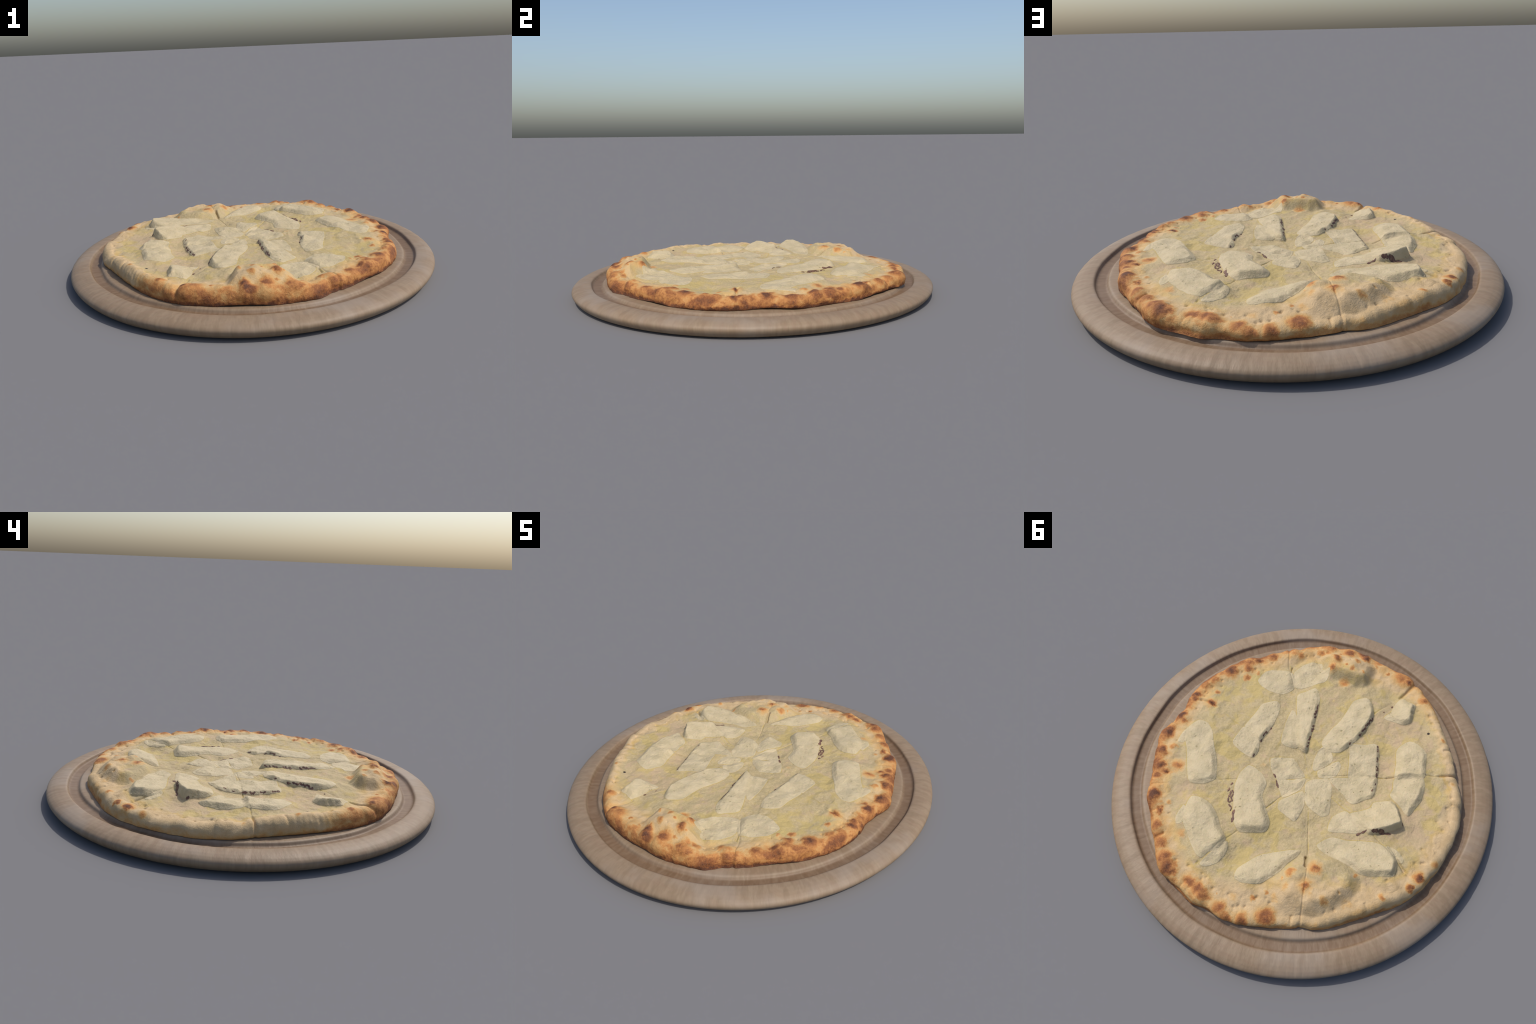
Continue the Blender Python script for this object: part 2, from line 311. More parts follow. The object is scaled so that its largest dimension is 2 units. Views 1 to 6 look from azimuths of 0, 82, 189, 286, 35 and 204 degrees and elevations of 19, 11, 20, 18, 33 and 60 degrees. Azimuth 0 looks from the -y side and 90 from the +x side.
class G:
    """tiny node-graph writer"""
    def __init__(self, nt): self.nt = nt
    def n(self, kind, **kw):
        nd = self.nt.nodes.new(kind)
        for k, v in kw.items(): setattr(nd, k, v)
        return nd
    def put(self, sock, v):
        if hasattr(v, 'links'): self.nt.links.new(v, sock)
        elif hasattr(v, '__len__') and sock.type == 'RGBA' and len(v) == 3: sock.default_value = (*v, 1)
        else: sock.default_value = v
    def math(self, op, a, b=None, c=None, clamp=False):
        nd = self.n('ShaderNodeMath', operation=op, use_clamp=clamp)
        for i, v in enumerate((a, b, c)):
            if v is not None: self.put(nd.inputs[i], v)
        return nd.outputs[0]
    def vmath(self, op, a, b=None, scale=None):
        nd = self.n('ShaderNodeVectorMath', operation=op); self.put(nd.inputs[0], a)
        if b is not None: self.put(nd.inputs[1], b)
        if scale is not None: self.put(nd.inputs['Scale'], scale)
        return nd.outputs['Value'] if op in ('LENGTH', 'DISTANCE', 'DOT_PRODUCT') else nd.outputs[0]
    def rng(self, v, a, b, c=0., d=1., smooth=True):
        nd = self.n('ShaderNodeMapRange', interpolation_type='SMOOTHSTEP' if smooth else 'LINEAR', clamp=True) if True else None
        for i, q in enumerate((v, a, b, c, d)): self.put(nd.inputs[i], q)
        return nd.outputs[0]
    def mix(self, f, a, b, mode='MIX'):
        nd = self.n('ShaderNodeMix', data_type='RGBA', blend_type=mode, clamp_factor=True)
        self.put(nd.inputs[0], f); self.put(nd.inputs[6], a); self.put(nd.inputs[7], b)
        return nd.outputs[2]
    def noise(self, vec, scale, detail=3., rough=.55, dist=0.):
        nd = self.n('ShaderNodeTexNoise'); self.put(nd.inputs['Vector'], vec)
        nd.inputs['Scale'].default_value = scale; nd.inputs['Detail'].default_value = detail
        nd.inputs['Roughness'].default_value = rough; nd.inputs['Distortion'].default_value = dist
        return nd
    def ramp(self, v, stops):
        nd = self.n('ShaderNodeValToRGB'); cr = nd.color_ramp
        while len(cr.elements) < len(stops): cr.elements.new(.5)
        for e, (p, c) in zip(cr.elements, stops):
            e.position = p; e.color = (*c, 1) if len(c) == 3 else c
        self.put(nd.inputs[0], v); return nd.outputs[0]
    def curve(self, v, pts, lo, hi):
        """a Float Curve through (0..1, value) points, values between lo and hi"""
        nd = self.n('ShaderNodeFloatCurve'); cv = nd.mapping.curves[0].points
        for k, (a, b) in enumerate(pts):
            bb = (b - lo) / (hi - lo)
            if k < 2: cv[k].location = (a, bb)
            else: cv.new(a, bb)
        nd.mapping.update(); self.put(nd.inputs['Value'], v); nd.inputs['Factor'].default_value = 1
        return self.math('MULTIPLY_ADD', nd.outputs[0], hi - lo, lo)
    def bump(self, h, strength, dist, normal=None):
        nd = self.n('ShaderNodeBump'); nd.inputs['Strength'].default_value = strength
        nd.inputs['Distance'].default_value = dist; self.put(nd.inputs['Height'], h)
        if normal is not None: self.put(nd.inputs['Normal'], normal)
        return nd.outputs[0]

def baked_material(name, oily):
    m, nt, b = new_mat(name); g = G(nt)
    P = g.n('ShaderNodeTexCoord').outputs['Object']
    big = g.noise(P, 6, 3); mid = g.noise(P, 22, 4); fine = g.noise(P, 110, 4, .65); grain = g.noise(P, 320, 2, .6)
    warp = g.vmath('SUBTRACT', mid.outputs['Color'], (.5, .5, .5))
    Q = g.vmath('ADD', P, g.vmath('SCALE', warp, scale=.055))
    Q = g.vmath('ADD', Q, g.vmath('SCALE', g.vmath('SUBTRACT', fine.outputs['Color'], (.5, .5, .5)), scale=.010))
    flat = g.vmath('MULTIPLY', Q, (1, 1, .7))
    rel = g.vmath('SUBTRACT', g.vmath('MULTIPLY', P, (1, 1, 0)), (CX, CY, 0))
    rho = g.vmath('LENGTH', rel)
    sp = g.n('ShaderNodeSeparateXYZ'); g.put(sp.inputs[0], rel)
    turn = g.math('FRACT', g.math('ADD', g.math('DIVIDE', g.math('ARCTAN2', sp.outputs[1], sp.outputs[0]), 2 * math.pi), 1.0))
    def by_angle(table, lo, hi, n=41):
        return g.curve(turn, [(k / (n - 1), float(periodic(table, [k * 360 / (n - 1)])[0])) for k in range(n)], lo, hi)
    R = by_angle(RIM, .7, .9)
    s = g.math('SUBTRACT', R, rho)
    # --- where the bare crust ends and cheese begins
    w = by_angle(CRUST_W, 0., .3)
    cw = g.math('ADD', s, g.math('MULTIPLY_ADD', mid.outputs[0], .09, -.045))
    cheese = g.rng(g.math('DIVIDE', cw, w), .65, 1.15)
    # --- ground colours
    dough = g.mix(g.rng(mid.outputs[0], .35, .65), DOUGH_A, DOUGH_B)
    cream = g.mix(g.rng(fine.outputs[0], .38, .62), CHEESE_A, CHEESE_B)
    cream = g.mix(g.math('MULTIPLY', g.rng(mid.outputs[0], .50, .68), .75), cream, CHEESE_PINK)
    def patch(blobs):
        f = None
        for (px, py, r) in blobs:
            v = g.rng(g.vmath('DISTANCE', g.vmath('MULTIPLY', Q, (1, 1, 0)), (px, py, 0.)), r, r * .3)
            f = v if f is None else g.math('MAXIMUM', f, v)
        return f
    tan = patch([(-.36, -.42, .20), (-.60, .05, .22), (-.42, -.2, .12), (.45, .36, .12), (-.55, .45, .15)])
    cream = g.mix(g.math('MULTIPLY', tan, g.rng(mid.outputs[0], .3, .6, .2, .85)), cream, CHEESE_PINK)
    oil = patch([(.42, -.30, .24), (.55, -.05, .16), (.35, .07, .12), (.05, .45, .22), (.15, -.35, .14), (-.62, -.1, .12), (-.08, -.45, .12)])
    yellow = g.math('MULTIPLY', g.rng(g.math('ADD', g.noise(P, 11, 4, .6, .6).outputs[0], g.math('MULTIPLY', oil, .11)), .50, .68), .8)
    cream = g.mix(yellow, cream, CHEESE_YELLOW)
    if oily:
        cream = g.mix(g.rng(mid.outputs[0], .36, .56, .15, .85), cream, OILY)
    base = g.mix(cheese, dough, cream)
    # toasted yellow halo at the border
    halo = g.math('MULTIPLY', g.math('MULTIPLY', cheese, g.math('SUBTRACT', 1., cheese)), g.rng(big.outputs[0], .4, .65, 0, 2.2))
    base = g.mix(halo, base, TOAST_YELLOW)
    # --- roasting
    brown = None
    bz = surface(np.array([b_[0] for b_ in BLISTERS]), np.array([b_[1] for b_ in BLISTERS]), False)
    for (px, py, r, k), pz_ in zip(BLISTERS, bz):
        if oily and math.hypot(px - CX, py - CY) > .55: continue
        d = g.vmath('DISTANCE', flat, (px, py, float(pz_) * .7))
        v = g.rng(d, r * 2.0, r * .1, 0., k * (1.1 if r > .013 else .85))
        if r > .015 and k > .55 and not oily:           # golden halo round the larger blisters
            v = g.math('MAXIMUM', v, g.rng(d, r * 1.6 + .035, r, 0., .30))
        brown = v if brown is None else g.math('MAXIMUM', brown, v)
    browned = [(0, .8), (20, .82), (40, .72), (55, .62), (75, .42), (95, .30), (115, .16), (135, .30), (150, .10), (180, .04), (210, .10),
               (228, .25), (240, .6), (260, .72), (280, .78), (300, .8), (320, .85), (340, .82)]
    side = by_angle(browned, 0., 1.)
    rim = g.rng(g.math('ADD', s, g.math('MULTIPLY_ADD', mid.outputs[0], .10, -.05)), .09, .01)
    rimb = g.math('MULTIPLY', g.math('MULTIPLY', side, rim), g.rng(g.noise(P, 13, 3, .6, .5).outputs[0], .33, .66, .52, 1.05))
    pz = g.n('ShaderNodeSeparateXYZ'); g.put(pz.inputs[0], Q)
    char_shade = g.math('MULTIPLY', g.rng(pz.outputs[2], .118, .076), g.math('MULTIPLY_ADD', side, 1.0, .26))  # charred lower crust, with the shade under its edge painted in
    glow = g.math('MULTIPLY', g.math('MULTIPLY', side, g.rng(s, .18, .03)), g.rng(big.outputs[0], .3, .65, .2, .5))
    brown = g.math('MAXIMUM', brown, g.math('MAXIMUM', g.math('MAXIMUM', rimb, glow), char_shade))
    brown = g.math('MULTIPLY', brown, g.math('MULTIPLY', g.rng(fine.outputs[0], .25, .75, .85, 1.1), g.rng(mid.outputs[0], .3, .7, .8, 1.15)))
    br = g.n('ShaderNodeValToRGB'); cr = br.color_ramp
    for p, c in ROAST[1:-1]: cr.elements.new(p)
    for e, (p, c) in zip(cr.elements, ROAST): e.position = p; e.color = (*c, 1)
    g.put(br.inputs[0], brown)
    col = g.mix(g.rng(brown, .04, .34), base, br.outputs[0])
    # black seed, dark docker holes
    speck = g.rng(g.vmath('DISTANCE', g.vmath('MULTIPLY', P, (1, 1, 0)), (-.5, -.456, 0)), .009, .005)
    col = g.mix(speck, col, (.03, .02, .015))
    col = g.mix(g.rng(grain.outputs[0], .58, .72, 0, .18), col, (.62, .55, .36))
    g.put(b.inputs['Base Color'], col)
    g.put(b.inputs['Roughness'], g.mix(g.math('MULTIPLY', cheese, g.rng(fine.outputs[0], .52, .66)), (.75, .75, .75), (.38, .38, .38)))
    b.inputs['Specular IOR Level'].default_value = .3
    h = g.math('ADD', g.math('MULTIPLY', fine.outputs[0], 1.), g.math('MULTIPLY', grain.outputs[0], .5))
    g.put(b.inputs['Normal'], g.bump(h, .5, .007))
    return m

DOUGH_A, DOUGH_B = (.535, .385, .215), (.47, .33, .172)
CHEESE_A, CHEESE_B, CHEESE_PINK, CHEESE_YELLOW = (.45, .352, .195), (.39, .302, .15), (.455, .33, .198), (.45, .34, .125)
OILY = (.43, .325, .112)
TOAST_YELLOW = (.52, .335, .085)
ROAST = [(0., (.56, .40, .21)), (.25, (.53, .325, .125)), (.47, (.45, .20, .06)), (.72, (.245, .088, .028)), (1., (.10, .037, .018))]

def slice_material():
    m, nt, b = new_mat('grilled_slice_flesh'); g = G(nt)
    P = g.n('ShaderNodeTexCoord').outputs['Object']
    mid = g.noise(P, 18, 4); fine = g.noise(P, 90, 4, .6); grain = g.noise(P, 300, 2)
    col = g.mix(g.rng(mid.outputs[0], .35, .65), FLESH_A, FLESH_B)
    col = g.mix(g.rng(fine.outputs[0], .42, .7, 0, .55), col, FLESH_C)
    v = g.n('ShaderNodeTexVoronoi'); g.put(v.inputs['Vector'], g.vmath('ADD', P, g.vmath('SCALE', fine.outputs['Color'], scale=.02))); v.inputs['Scale'].default_value = 34
    fleck = g.math('MULTIPLY', g.rng(v.outputs['Distance'], .16, .05), g.rng(mid.outputs[0], .45, .6))
    col = g.mix(g.math('MULTIPLY', fleck, .55), col, FLECK)
    g.put(b.inputs['Base Color'], col); b.inputs['Roughness'].default_value = .6
    b.inputs['Specular IOR Level'].default_value = .3
    h = g.math('SUBTRACT', g.math('ADD', fine.outputs[0], g.math('MULTIPLY', grain.outputs[0], .4)), g.math('MULTIPLY', fleck, 1.6))
    g.put(b.inputs['Normal'], g.bump(h, .6, .007))
    return m

FLESH_A, FLESH_B, FLESH_C, FLECK = (.51, .42, .258), (.445, .365, .212), (.515, .392, .245), (.36, .295, .105)

def char_material():
    m, nt, b = new_mat('grill_char'); g = G(nt)
    P = g.n('ShaderNodeTexCoord').outputs['Object']
    st = g.noise(g.vmath('MULTIPLY', P, (1, 1, .2)), 75, 3, .6, .4)
    col = g.mix(g.rng(st.outputs[0], .45, .62), (.10, .047, .032), (.20, .105, .06))
    g.put(b.inputs['Base Color'], col); b.inputs['Roughness'].default_value = .7
    return m

def wood_material():
    m, nt, b = new_mat('washed_beech_wood'); g = G(nt)
    P = g.n('ShaderNodeTexCoord').outputs['Object']
    sp = g.n('ShaderNodeSeparateXYZ'); g.put(sp.inputs[0], P)
    ang = g.math('ARCTAN2', sp.outputs[1], g.math('DIVIDE', sp.outputs[0], .952))
    rad = g.vmath('LENGTH', g.vmath('MULTIPLY', P, (1 / .952, 1, 0)))
    cb = g.n('ShaderNodeCombineXYZ'); g.put(cb.inputs[0], g.math('MULTIPLY', g.math('COSINE', ang), 1.)); g.put(cb.inputs[1], g.math('SINE', ang)); g.put(cb.inputs[2], g.math('MULTIPLY', rad, .35))
    streak = g.noise(cb.outputs[0], 42, 3, .6)         # short cross-grain streaks round the rim
    grainv = g.noise(g.vmath('MULTIPLY', P, (2.0, 14., 6.)), 4, 4, .6, .3)
    blot = g.noise(P, 3.2, 3, .55); fine = g.noise(P, 160, 2)
    col = g.mix(g.rng(streak.outputs[0], .36, .64), WOOD_A, WOOD_B)
    col = g.mix(g.rng(grainv.outputs[0], .4, .7, 0, .5), col, WOOD_C)
    col = g.mix(g.rng(blot.outputs[0], .5, .7, 0, .55), col, WOOD_PALE)
    # shade of the groove, painted into the wood as a darker brown ring
    ring = g.math('MULTIPLY', g.rng(rad, .835, .85), g.rng(rad, .898, .889))
    col = g.mix(g.math('MULTIPLY', ring, g.rng(streak.outputs[0], .2, .8, .45, .75)), col, WOOD_GROOVE_SHADE)
    g.put(b.inputs['Base Color'], col); b.inputs['Roughness'].default_value = .56
    b.inputs['Specular IOR Level'].default_value = .36
    g.put(b.inputs['Normal'], g.bump(streak.outputs[0], .25, .008))
    return m

WOOD_A, WOOD_B, WOOD_C, WOOD_PALE, WOOD_GROOVE_SHADE = (.258, .186, .118), (.218, .153, .094), (.235, .152, .096), (.282, .228, .176), (.125, .068, .032)

MAT_BAKED = baked_material('baked_dough_and_cheese', False); MAT_OILY = baked_material('oily_cheese_edge', True); MAT_FLESH = slice_material(); MAT_CHAR = char_material(); MAT_WOOD = wood_material()

# ------------------------------------------------------------------ the board
def build_board():
    prof = [(.0, .004), (.90, .004), (.935, .0), (.958, .002), (.978, .011), (.992, .026), (.999, .040), (.998, .050), (.990, .059), (.975, .067),
            (.955, .073), (.93, .0765), (.91, .0772), (.899, .0768), (.8955, .0745), (.893, .069), (.891, .0625), (.886, .0595),
            (.875, .0585), (.86, .0575), (.852, .0568), (.846, .0565), (.8415, .058), (.838, .064), (.835, .0695), (.831, .0718), (.822, .0726),
            (.78, .0724), (.6, .072), (.3, .0715), (.0, .0715)]
    # densify by arc length
    p = np.array(prof); out = [p[1]]
    for a, b in zip(p[1:-2], p[2:-1]):
        k = max(1, int(np.linalg.norm(b - a) / .004)) if a[0] > .77 else 4
        out += [a + (b - a) * (i + 1) / k for i in range(k)]
    p = np.array(out)
    for _ in range(1): p[1:-1] = .25 * p[:-2] + .5 * p[1:-1] + .25 * p[2:]
    n = 720; th = np.linspace(0, 2 * np.pi, n, endpoint=False)
    C, S = np.cos(th), np.sin(th)
    r, z = p[:, 0][:, None], p[:, 1][:, None]
    # hand-turned: groove edge wanders a little, faint facets low on the side
    wob = .0035 * noise2(C, S, 5, 41)[None] * smoothstep(.80, .83, r) * (1 - smoothstep(.93, .99, r))
    tool = .0008 * noise2(C * 1.0, S, 40, 43)[None] * smoothstep(.89, .92, r)
    rr = r + wob
    x = rr * C[None] * .954; y = rr * S[None] * 1.002; zz = z + tool * smoothstep(.03, .05, z) + 0 * C[None]
    V = np.stack([x, y, np.maximum(zz, 0)], -1).reshape(-1, 3); m = len(p)
    i, j = np.meshgrid(np.arange(m - 1), np.arange(n), indexing='ij'); j2 = (j + 1) % n
    Q = np.stack([i * n + j, i * n + j2, (i + 1) * n + j2, (i + 1) * n + j], -1).reshape(-1, 4)
    V = np.vstack([V, [[0, 0, .004], [0, 0, .0715]]]); b, t = len(V) - 2, len(V) - 1
    jj = np.arange(n)
    T = np.vstack([np.stack([(jj + 1) % n, jj, np.full(n, b)], 1),
                   np.stack([(m - 1) * n + jj, (m - 1) * n + (jj + 1) % n, np.full(n, t)], 1)])
    me = mesh_from('serving_board', V, Q, T); me.materials.append(MAT_WOOD)
    ob = link(bpy.data.objects.new('serving_board', me))
    ob['label'] = 'oval pale wooden serving board with rounded rim and groove'
    ob['category'] = 'serving board'
    return ob

# ------------------------------------------------------------------ the bread (crust + cheese share one surface)
def build_bread(parent):
    n = 1400; th = np.linspace(0, 2 * np.pi, n, endpoint=False); deg = np.degrees(th)
    R = periodic(RIM, deg) + .0055 * noise2(np.cos(th), np.sin(th), 9, 51) + .0022 * noise2(np.cos(th), np.sin(th), 40, 52)
    C, S = np.cos(th), np.sin(th)
    W = .048
    # knife notches in the rim
    notch = np.zeros(n)
    for pts, dep in zip(CUTS, CUT_DEPTH):
        d = line_dist(CX + R * C, CY + R * S, pts)
        notch += 1.3 * dep * np.exp(-(d / .007) ** 2)
    Rn = R - notch
    tuck = periodic(RIM_IN, deg)
    rows = []                                        # from the underside, round the edge, to the centre
    for f in (.55, .8): rows.append((CX + (R - W) * f * C, CY + (R - W) * f * S, np.full(n, BOARD_Z + .0012)))
    # where the rim arc meets the upper surface
    xi, yi = CX + (R - W) * C, CY + (R - W) * S
    ztop = surface(xi, yi)
    z0 = BOARD_Z + .0012
    lift = .006 * smoothstep(.1, .6, noise2(C, S, 3, 61))      # edge lifts off the board here and there
    mid = z0 + .36 * (ztop - z0)
    na = 30
    for a in np.linspace(-np.pi / 2, np.pi / 2, na):
        e = .85
        ca, sa = np.cos(a) ** e, np.sign(np.sin(a)) * abs(np.sin(a)) ** 1.0
        rr = (Rn - W) + (W if a > 0 else W) * ca if a > 0 else (Rn - tuck) + tuck * ca
        zz = mid + (ztop - mid) * sa if a > 0 else mid + (mid - z0 - lift) * sa
        rows.append((CX + rr * C, CY + rr * S, zz + 0 * C))
    na_end = len(rows)
    F = np.linspace(1, 0, 245)[1:-1][:, None]
    rr = (R - W - notch * F ** 8) * F
    xs, ys = CX + rr * C, CY + rr * S
    zs = surface(xs.ravel(), ys.ravel()).reshape(xs.shape)
    rows += [(xs[a], ys[a], zs[a]) for a in range(len(xs))]
    X = np.array([r_[0] for r_ in rows]); Y = np.array([r_[1] for r_ in rows]); Z = np.array([r_[2] for r_ in rows])
    # small lumps on the rim wall
    k = slice(4, na_end + 4)
    knob = np.zeros(n)                               # roasted blisters push the rim out
    for (px, py, r, kk) in BLISTERS:
        arc = np.hypot(CX + R * C - px, CY + R * S - py)
        knob += .22 * r * np.exp(-(arc / (r + .02)) ** 2) * (kk > .5)
    lump = knob[None] - .009 + .008 * fbm(np.degrees(th)[None] / 6 + 0 * Z[k], Z[k] * 14, 1, 77, 2) + .0035 * fbm(np.degrees(th)[None] / 9 + 0 * Z[k], Z[k] * 18, 1, 71, 3) + .0006 * fbm(deg[None] * 1.5 + 0 * Z[k], Z[k] * 220, 1, 73, 2)
    fade = np.sin(np.linspace(0, np.pi, Z[k].shape[0]))[:, None]
    X[k] += lump * fade * C[None]; Y[k] += lump * fade * S[None]
    m = len(rows)
    V = np.stack([X, Y, Z], -1).reshape(-1, 3)
    cz = surface(np.array([CX]), np.array([CY]))[0]
    V = np.vstack([V, [[CX, CY, cz], [CX, CY, z0]]]); top, bot = len(V) - 2, len(V) - 1
    i, j = np.meshgrid(np.arange(m - 1), np.arange(n), indexing='ij'); j2 = (j + 1) % n
    Q = np.stack([i * n + j, i * n + j2, (i + 1) * n + j2, (i + 1) * n + j], -1).reshape(-1, 4)
    jj = np.arange(n)
    Tt = np.stack([(m - 1) * n + jj, (m - 1) * n + (jj + 1) % n, np.full(n, top)], 1)
    Tb = np.stack([(jj + 1) % n, jj, np.full(n, bot)], 1)
    whole = mesh_from('whole', V, Q, np.vstack([Tt, Tb]))
    N = np.zeros((len(V), 3), np.float32); whole.vertices.foreach_get('normal', N.ravel())
    nn = np.zeros(len(V) * 3, np.float32); whole.vertices.foreach_get('normal', nn); N = nn.reshape(-1, 3)
    bpy.data.meshes.remove(whole)
    # split by region: bare crust outside, cheese inside
    qc = V[Q].mean(1); dx, dy = qc[:, 0] - CX, qc[:, 1] - CY
    dg = np.degrees(np.arctan2(dy, dx)) % 360
    sq = periodic(RIM, dg) - np.hypot(dx, dy)
    edge = periodic(CRUST_W, dg) * .9 + .02 * fbm(qc[:, 0], qc[:, 1], 14, 81, 2)
    row = np.repeat(np.arange(m - 1), n)
    is_cheese = (sq > edge) & (row >= na_end)
    def part(name, q, t):
        used = np.unique(np.concatenate([q.ravel(), t.ravel()])); mp = np.full(len(V), -1); mp[used] = np.arange(len(used))
        me = mesh_from(name, V[used], mp[q], mp[t]); me.materials.append(MAT_BAKED)
        me.normals_split_custom_set_from_vertices([tuple(v) for v in N[used].tolist()])
        if name == 'melted_cheese':
            me.materials.append(MAT_OILY)
            f = V[q].mean(1); near = np.zeros(len(q), bool)
            for sl in SLICES:
                lo, hi = sl['poly'].min(0) - .02, sl['poly'].max(0) + .02
                mm = np.where((f[:, 0] > lo[0]) & (f[:, 0] < hi[0]) & (f[:, 1] > lo[1]) & (f[:, 1] < hi[1]))[0]
                near[mm] |= np.abs(signed_dist(f[mm, 0], f[mm, 1], sl['poly'][::3]) + .001) < .005
            for pts in CUTS:
                near |= (line_dist(f[:, 0], f[:, 1], pts) < .003) & (noise2(f[:, 0], f[:, 1], 9, 91) > .1)
            mi = np.zeros(len(me.polygons), np.int32); mi[:len(q)] = near
            me.polygons.foreach_set('material_index', mi)
        return link(bpy.data.objects.new(name, me), parent)
    part('crust', Q[~is_cheese], Tb)
    part('melted_cheese', Q[is_cheese], Tt)

def build_slice(sl, k, parent):
    """a closed piece: its skin follows the melted surface, its underside lies buried in the cheese"""
    poly, c, nrm = sl['poly'], sl['c'], sl['nrm']; n = len(poly); jj = np.arange(n)
    skirt = .0008 + .0065 * (1 - sl['soft'])
    for _ in range(4): skirt = .25 * np.roll(skirt, 1) + .5 * skirt + .25 * np.roll(skirt, -1)
    X, Y, Z = [], [], []
    inner = np.concatenate([np.linspace(.05, .75, 18), 1 - .25 * np.linspace(1, 0, 14)[1:] ** 1.4])
    for f in inner:
        X.append(c[0] + (poly[:, 0] - c[0]) * f); Y.append(c[1] + (poly[:, 1] - c[1]) * f)
    rim0 = len(X)
    for t in (.25, .5, .75, 1.):
        X.append(poly[:, 0] + nrm[:, 0] * skirt * t); Y.append(poly[:, 1] + nrm[:, 1] * skirt * t)
    last = len(X)
    zz = surface(np.array(X).ravel(), np.array(Y).ravel()).reshape(last, n)
    for a in range(last):
        Z.append(zz[a] + (.0013 if a < last - 1 else -.0012))
    for dep, back in ((.008, .002), (.014, .006)):        # buried side
        X.append(X[last - 1] - nrm[:, 0] * back); Y.append(Y[last - 1] - nrm[:, 1] * back); Z.append(Z[last - 1] - dep)
    m = len(X)
    V = np.stack([np.array(X), np.array(Y), np.array(Z)], -1).reshape(-1, 3)
    V = np.vstack([V, [[c[0], c[1], float(surface(c[:1], c[1:])[0]) + .0013], [c[0], c[1], float(Z[-1].min())]]])
    i, j = np.meshgrid(np.arange(m - 1), np.arange(n), indexing='ij'); j2 = (j + 1) % n
    Q = np.stack([i * n + j, (i + 1) * n + j, (i + 1) * n + j2, i * n + j2], -1).reshape(-1, 4)
    T = np.vstack([np.stack([jj, (jj + 1) % n, np.full(n, m * n)], 1), np.stack([(m - 1) * n + (jj + 1) % n, (m - 1) * n + jj, np.full(n, m * n + 1)], 1)])
    area = .5 * np.sum(poly[:, 0] * np.roll(poly[:, 1], -1) - np.roll(poly[:, 0], -1) * poly[:, 1])
    # winding: rings run outward, so a counter-clockwise outline already faces up
    if area < 0: Q = Q[:, ::-1]; T = T[:, ::-1]
    me = mesh_from('grilled_slice', V, Q, T)
    me.materials.append(MAT_FLESH)
    return link(bpy.data.objects.new('grilled_slice', me), parent)

# scorch strokes left by the grill, plus one block's foot shadow as strokes: x0, y0, x1, y1, half width; grouped by slice
GRILL_STROKES = [
    [(.281, .221, .285, .238, .0026), (.284, .25, .285, .273, .0026), (.267, .256, .252, .271, .0023), (.271, .26, .266, .299, .0029),
     (.253, .27, .252, .302, .0026), (.259, .293, .238, .314, .0026), (.266, .299, .256, .324, .0023), (.243, .303, .253, .325, .0023),
     (.249, .332, .231, .341, .0026), (.229, .338, .227, .362, .002), (.209, .349, .202, .381, .004), (.201, .377, .192, .413, .0043)],
    [(.125, .087, .104, .105, .0026), (.097, .114, .07, .148, .0035)],
    [(.083, -.381, .076, -.349, .0026), (.074, -.35, .077, -.328, .0035), (.071, -.333, .075, -.31, .0035), (.066, -.314, .07, -.295, .0026),
     (.052, -.258, .056, -.24, .0026), (.046, -.24, .054, -.222, .0032), (.046, -.226, .05, -.21, .0026), (.041, -.187, .045, -.174, .0026),
     (.04, -.174, .041, -.156, .0026), (.035, -.153, .038, -.138, .0023), (.032, -.134, .033, -.113, .0023)],
    [(-.206, -.426, -.208, -.403, .0029), (-.205, -.409, -.198, -.388, .0029), (-.204, -.391, -.195, -.37, .0029), (-.2, -.371, -.19, -.352, .0026),
     (-.197, -.353, -.189, -.331, .0026), (-.192, -.334, -.185, -.316, .0023), (-.187, -.31, -.181, -.288, .0026), (-.158, -.232, -.156, -.218, .0023)],
    [(-.288, -.282, -.295, -.266, .0026), (-.295, -.266, -.301, -.245, .0032), (-.309, -.219, -.318, -.207, .0026), (-.315, -.206, -.318, -.191, .0023),
     (-.323, -.17, -.337, -.161, .0029), (-.336, -.16, -.332, -.144, .0029), (-.34, -.137, -.346, -.108, .0029)],
    [(-.354, -.078, -.355, -.064, .002), (-.354, -.035, -.352, -.019, .0023)],
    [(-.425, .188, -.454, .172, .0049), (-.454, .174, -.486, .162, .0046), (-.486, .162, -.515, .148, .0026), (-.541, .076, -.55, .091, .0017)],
    [(-.369, .232, -.385, .211, .0032), (-.385, .211, -.404, .188, .0032)],
    [(.247, -.153, .247, -.139, .0023), (.257, -.118, .26, -.104, .0035), (.261, -.105, .262, -.081, .0017), (.261, -.065, .261, -.048, .002)],
    [(.259, .026, .26, .044, .0023)], [(-.277, -.546, -.271, -.533, .0029), (-.247, -.492, -.244, -.485, .002)]]

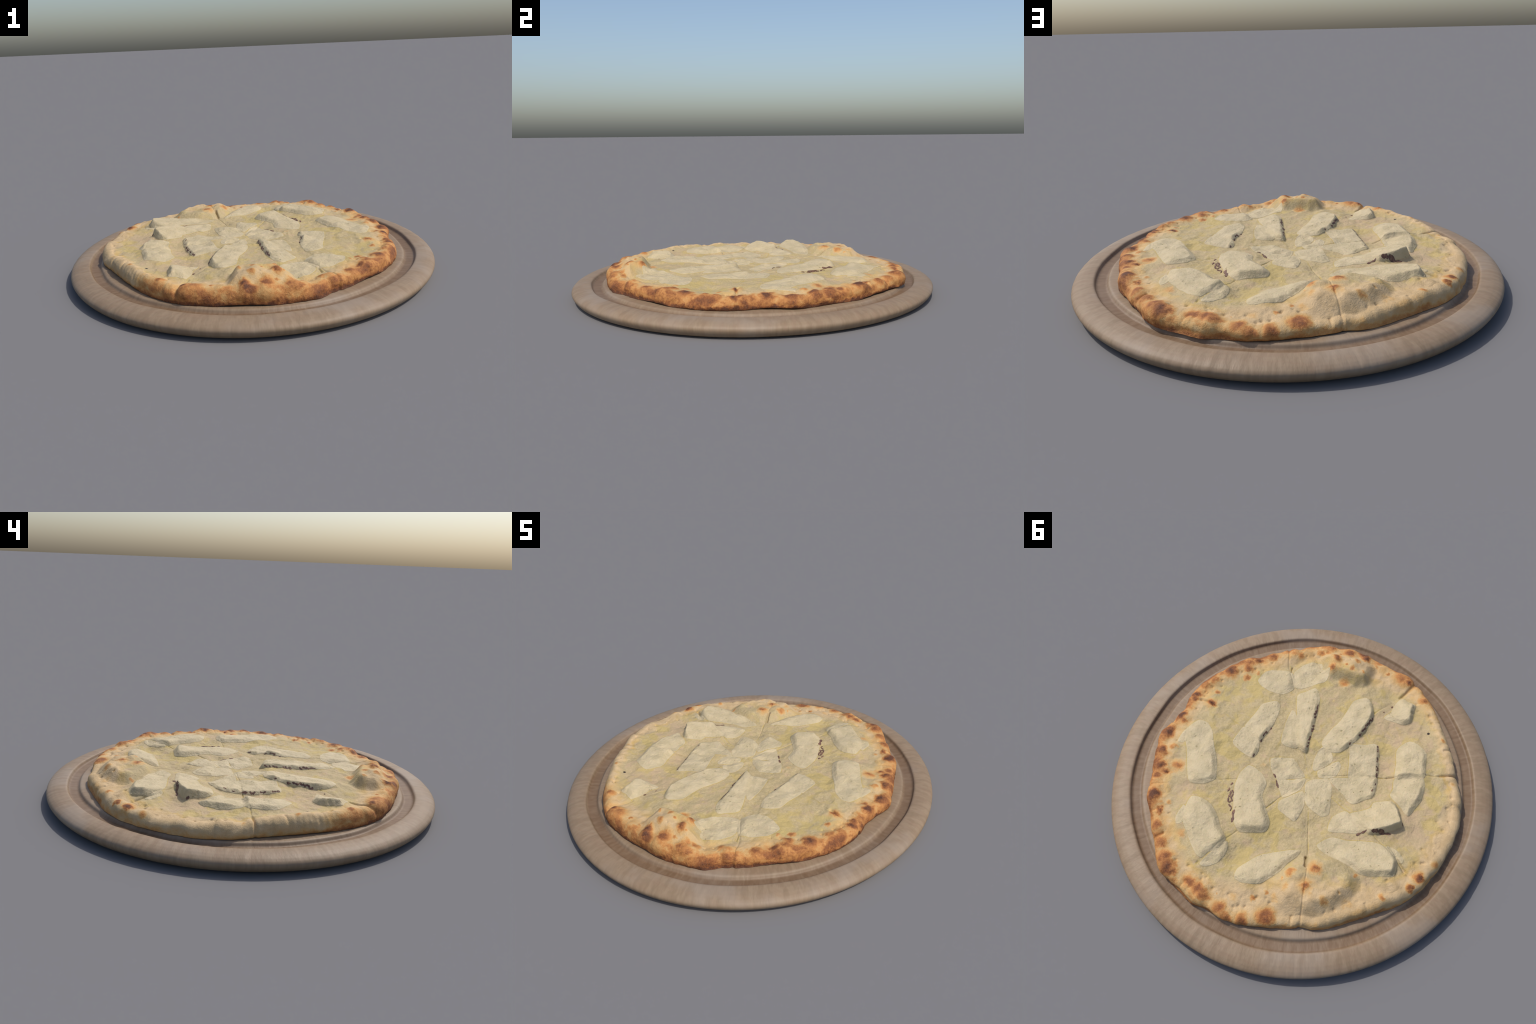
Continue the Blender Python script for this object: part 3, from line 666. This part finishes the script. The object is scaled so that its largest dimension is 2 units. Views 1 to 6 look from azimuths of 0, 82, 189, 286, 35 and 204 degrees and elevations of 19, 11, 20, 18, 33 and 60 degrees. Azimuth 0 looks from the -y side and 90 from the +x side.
def build_marks(strokes, k, slices):
    """thin crusts of scorched flesh, and one painted foot shadow, each a closed lens-shaped sliver hugging the slice"""
    Vs, Qs = [], []; base = 0; ns, nw = 13, 7
    for q, (x0, y0, x1, y1, hw) in enumerate(strokes):
        t = np.linspace(0, 1, ns)[:, None]; a = np.linspace(-1, 1, nw)[None]
        hw = hw * 1.45
        dx, dy = x1 - x0, y1 - y0; L = math.hypot(dx, dy)
        bend = (.05 * L * np.sin(np.pi * t)) * (1 if (q + k) % 2 else -.6)
        w = hw * np.sqrt(np.clip(1 - (2 * t - 1) ** 4, .01, 1)) * (1 + .35 * noise2(t * 3 + q, t * 0 + k, 2, 300 + q))
        off = a * w + bend
        x = x0 + dx * t - dy / L * off; y = y0 + dy * t + dx / L * off
        z = surface(x.ravel(), y.ravel()).reshape(x.shape)
        up = .0017 + .0014 * (1 - a ** 2) * np.sin(np.pi * np.clip(t, .05, .95))
        top = np.stack([x, y, z + up], -1).reshape(-1, 3); bot = np.stack([x, y, z - .003 + 0 * up], -1).reshape(-1, 3)
        i, j = np.meshgrid(np.arange(ns - 1), np.arange(nw - 1), indexing='ij')
        f = np.stack([i * nw + j, (i + 1) * nw + j, (i + 1) * nw + j + 1, i * nw + j + 1], -1).reshape(-1, 4)
        m = ns * nw
        ring = np.concatenate([np.arange(nw), np.arange(1, ns) * nw + nw - 1, (ns - 1) * nw + np.arange(nw - 2, -1, -1), np.arange(ns - 2, 0, -1) * nw])
        r2 = np.roll(ring, -1)
        side = np.stack([ring, r2, r2 + m, ring + m], 1)
        Vs += [top, bot]; Qs += [f + base, f[:, ::-1] + m + base, side[:, ::-1] + base]; base += 2 * m
    me = mesh_from('grill_mark', np.vstack(Vs), np.vstack(Qs)); me.materials.append(MAT_CHAR)
    cx, cy = np.mean([(s_[0], s_[1]) for s_ in strokes], 0)
    host = min(range(len(SLICES)), key=lambda n_: np.hypot(SLICES[n_]['poly'][:, 0] - cx, SLICES[n_]['poly'][:, 1] - cy).min())
    link(bpy.data.objects.new('grill_mark', me), slices[host])

build_board()
pizza = link(bpy.data.objects.new('pizza', None)); pizza.location = (0, 0, 0)
pizza['label'] = 'white pizza with melted cheese, grilled slices and browned crust'
pizza['category'] = 'pizza'
build_bread(pizza)
pieces = [build_slice(sl, k, pizza) for k, sl in enumerate(SLICES)]
for k, strokes in enumerate(GRILL_STROKES):
    build_marks(strokes, k, pieces)
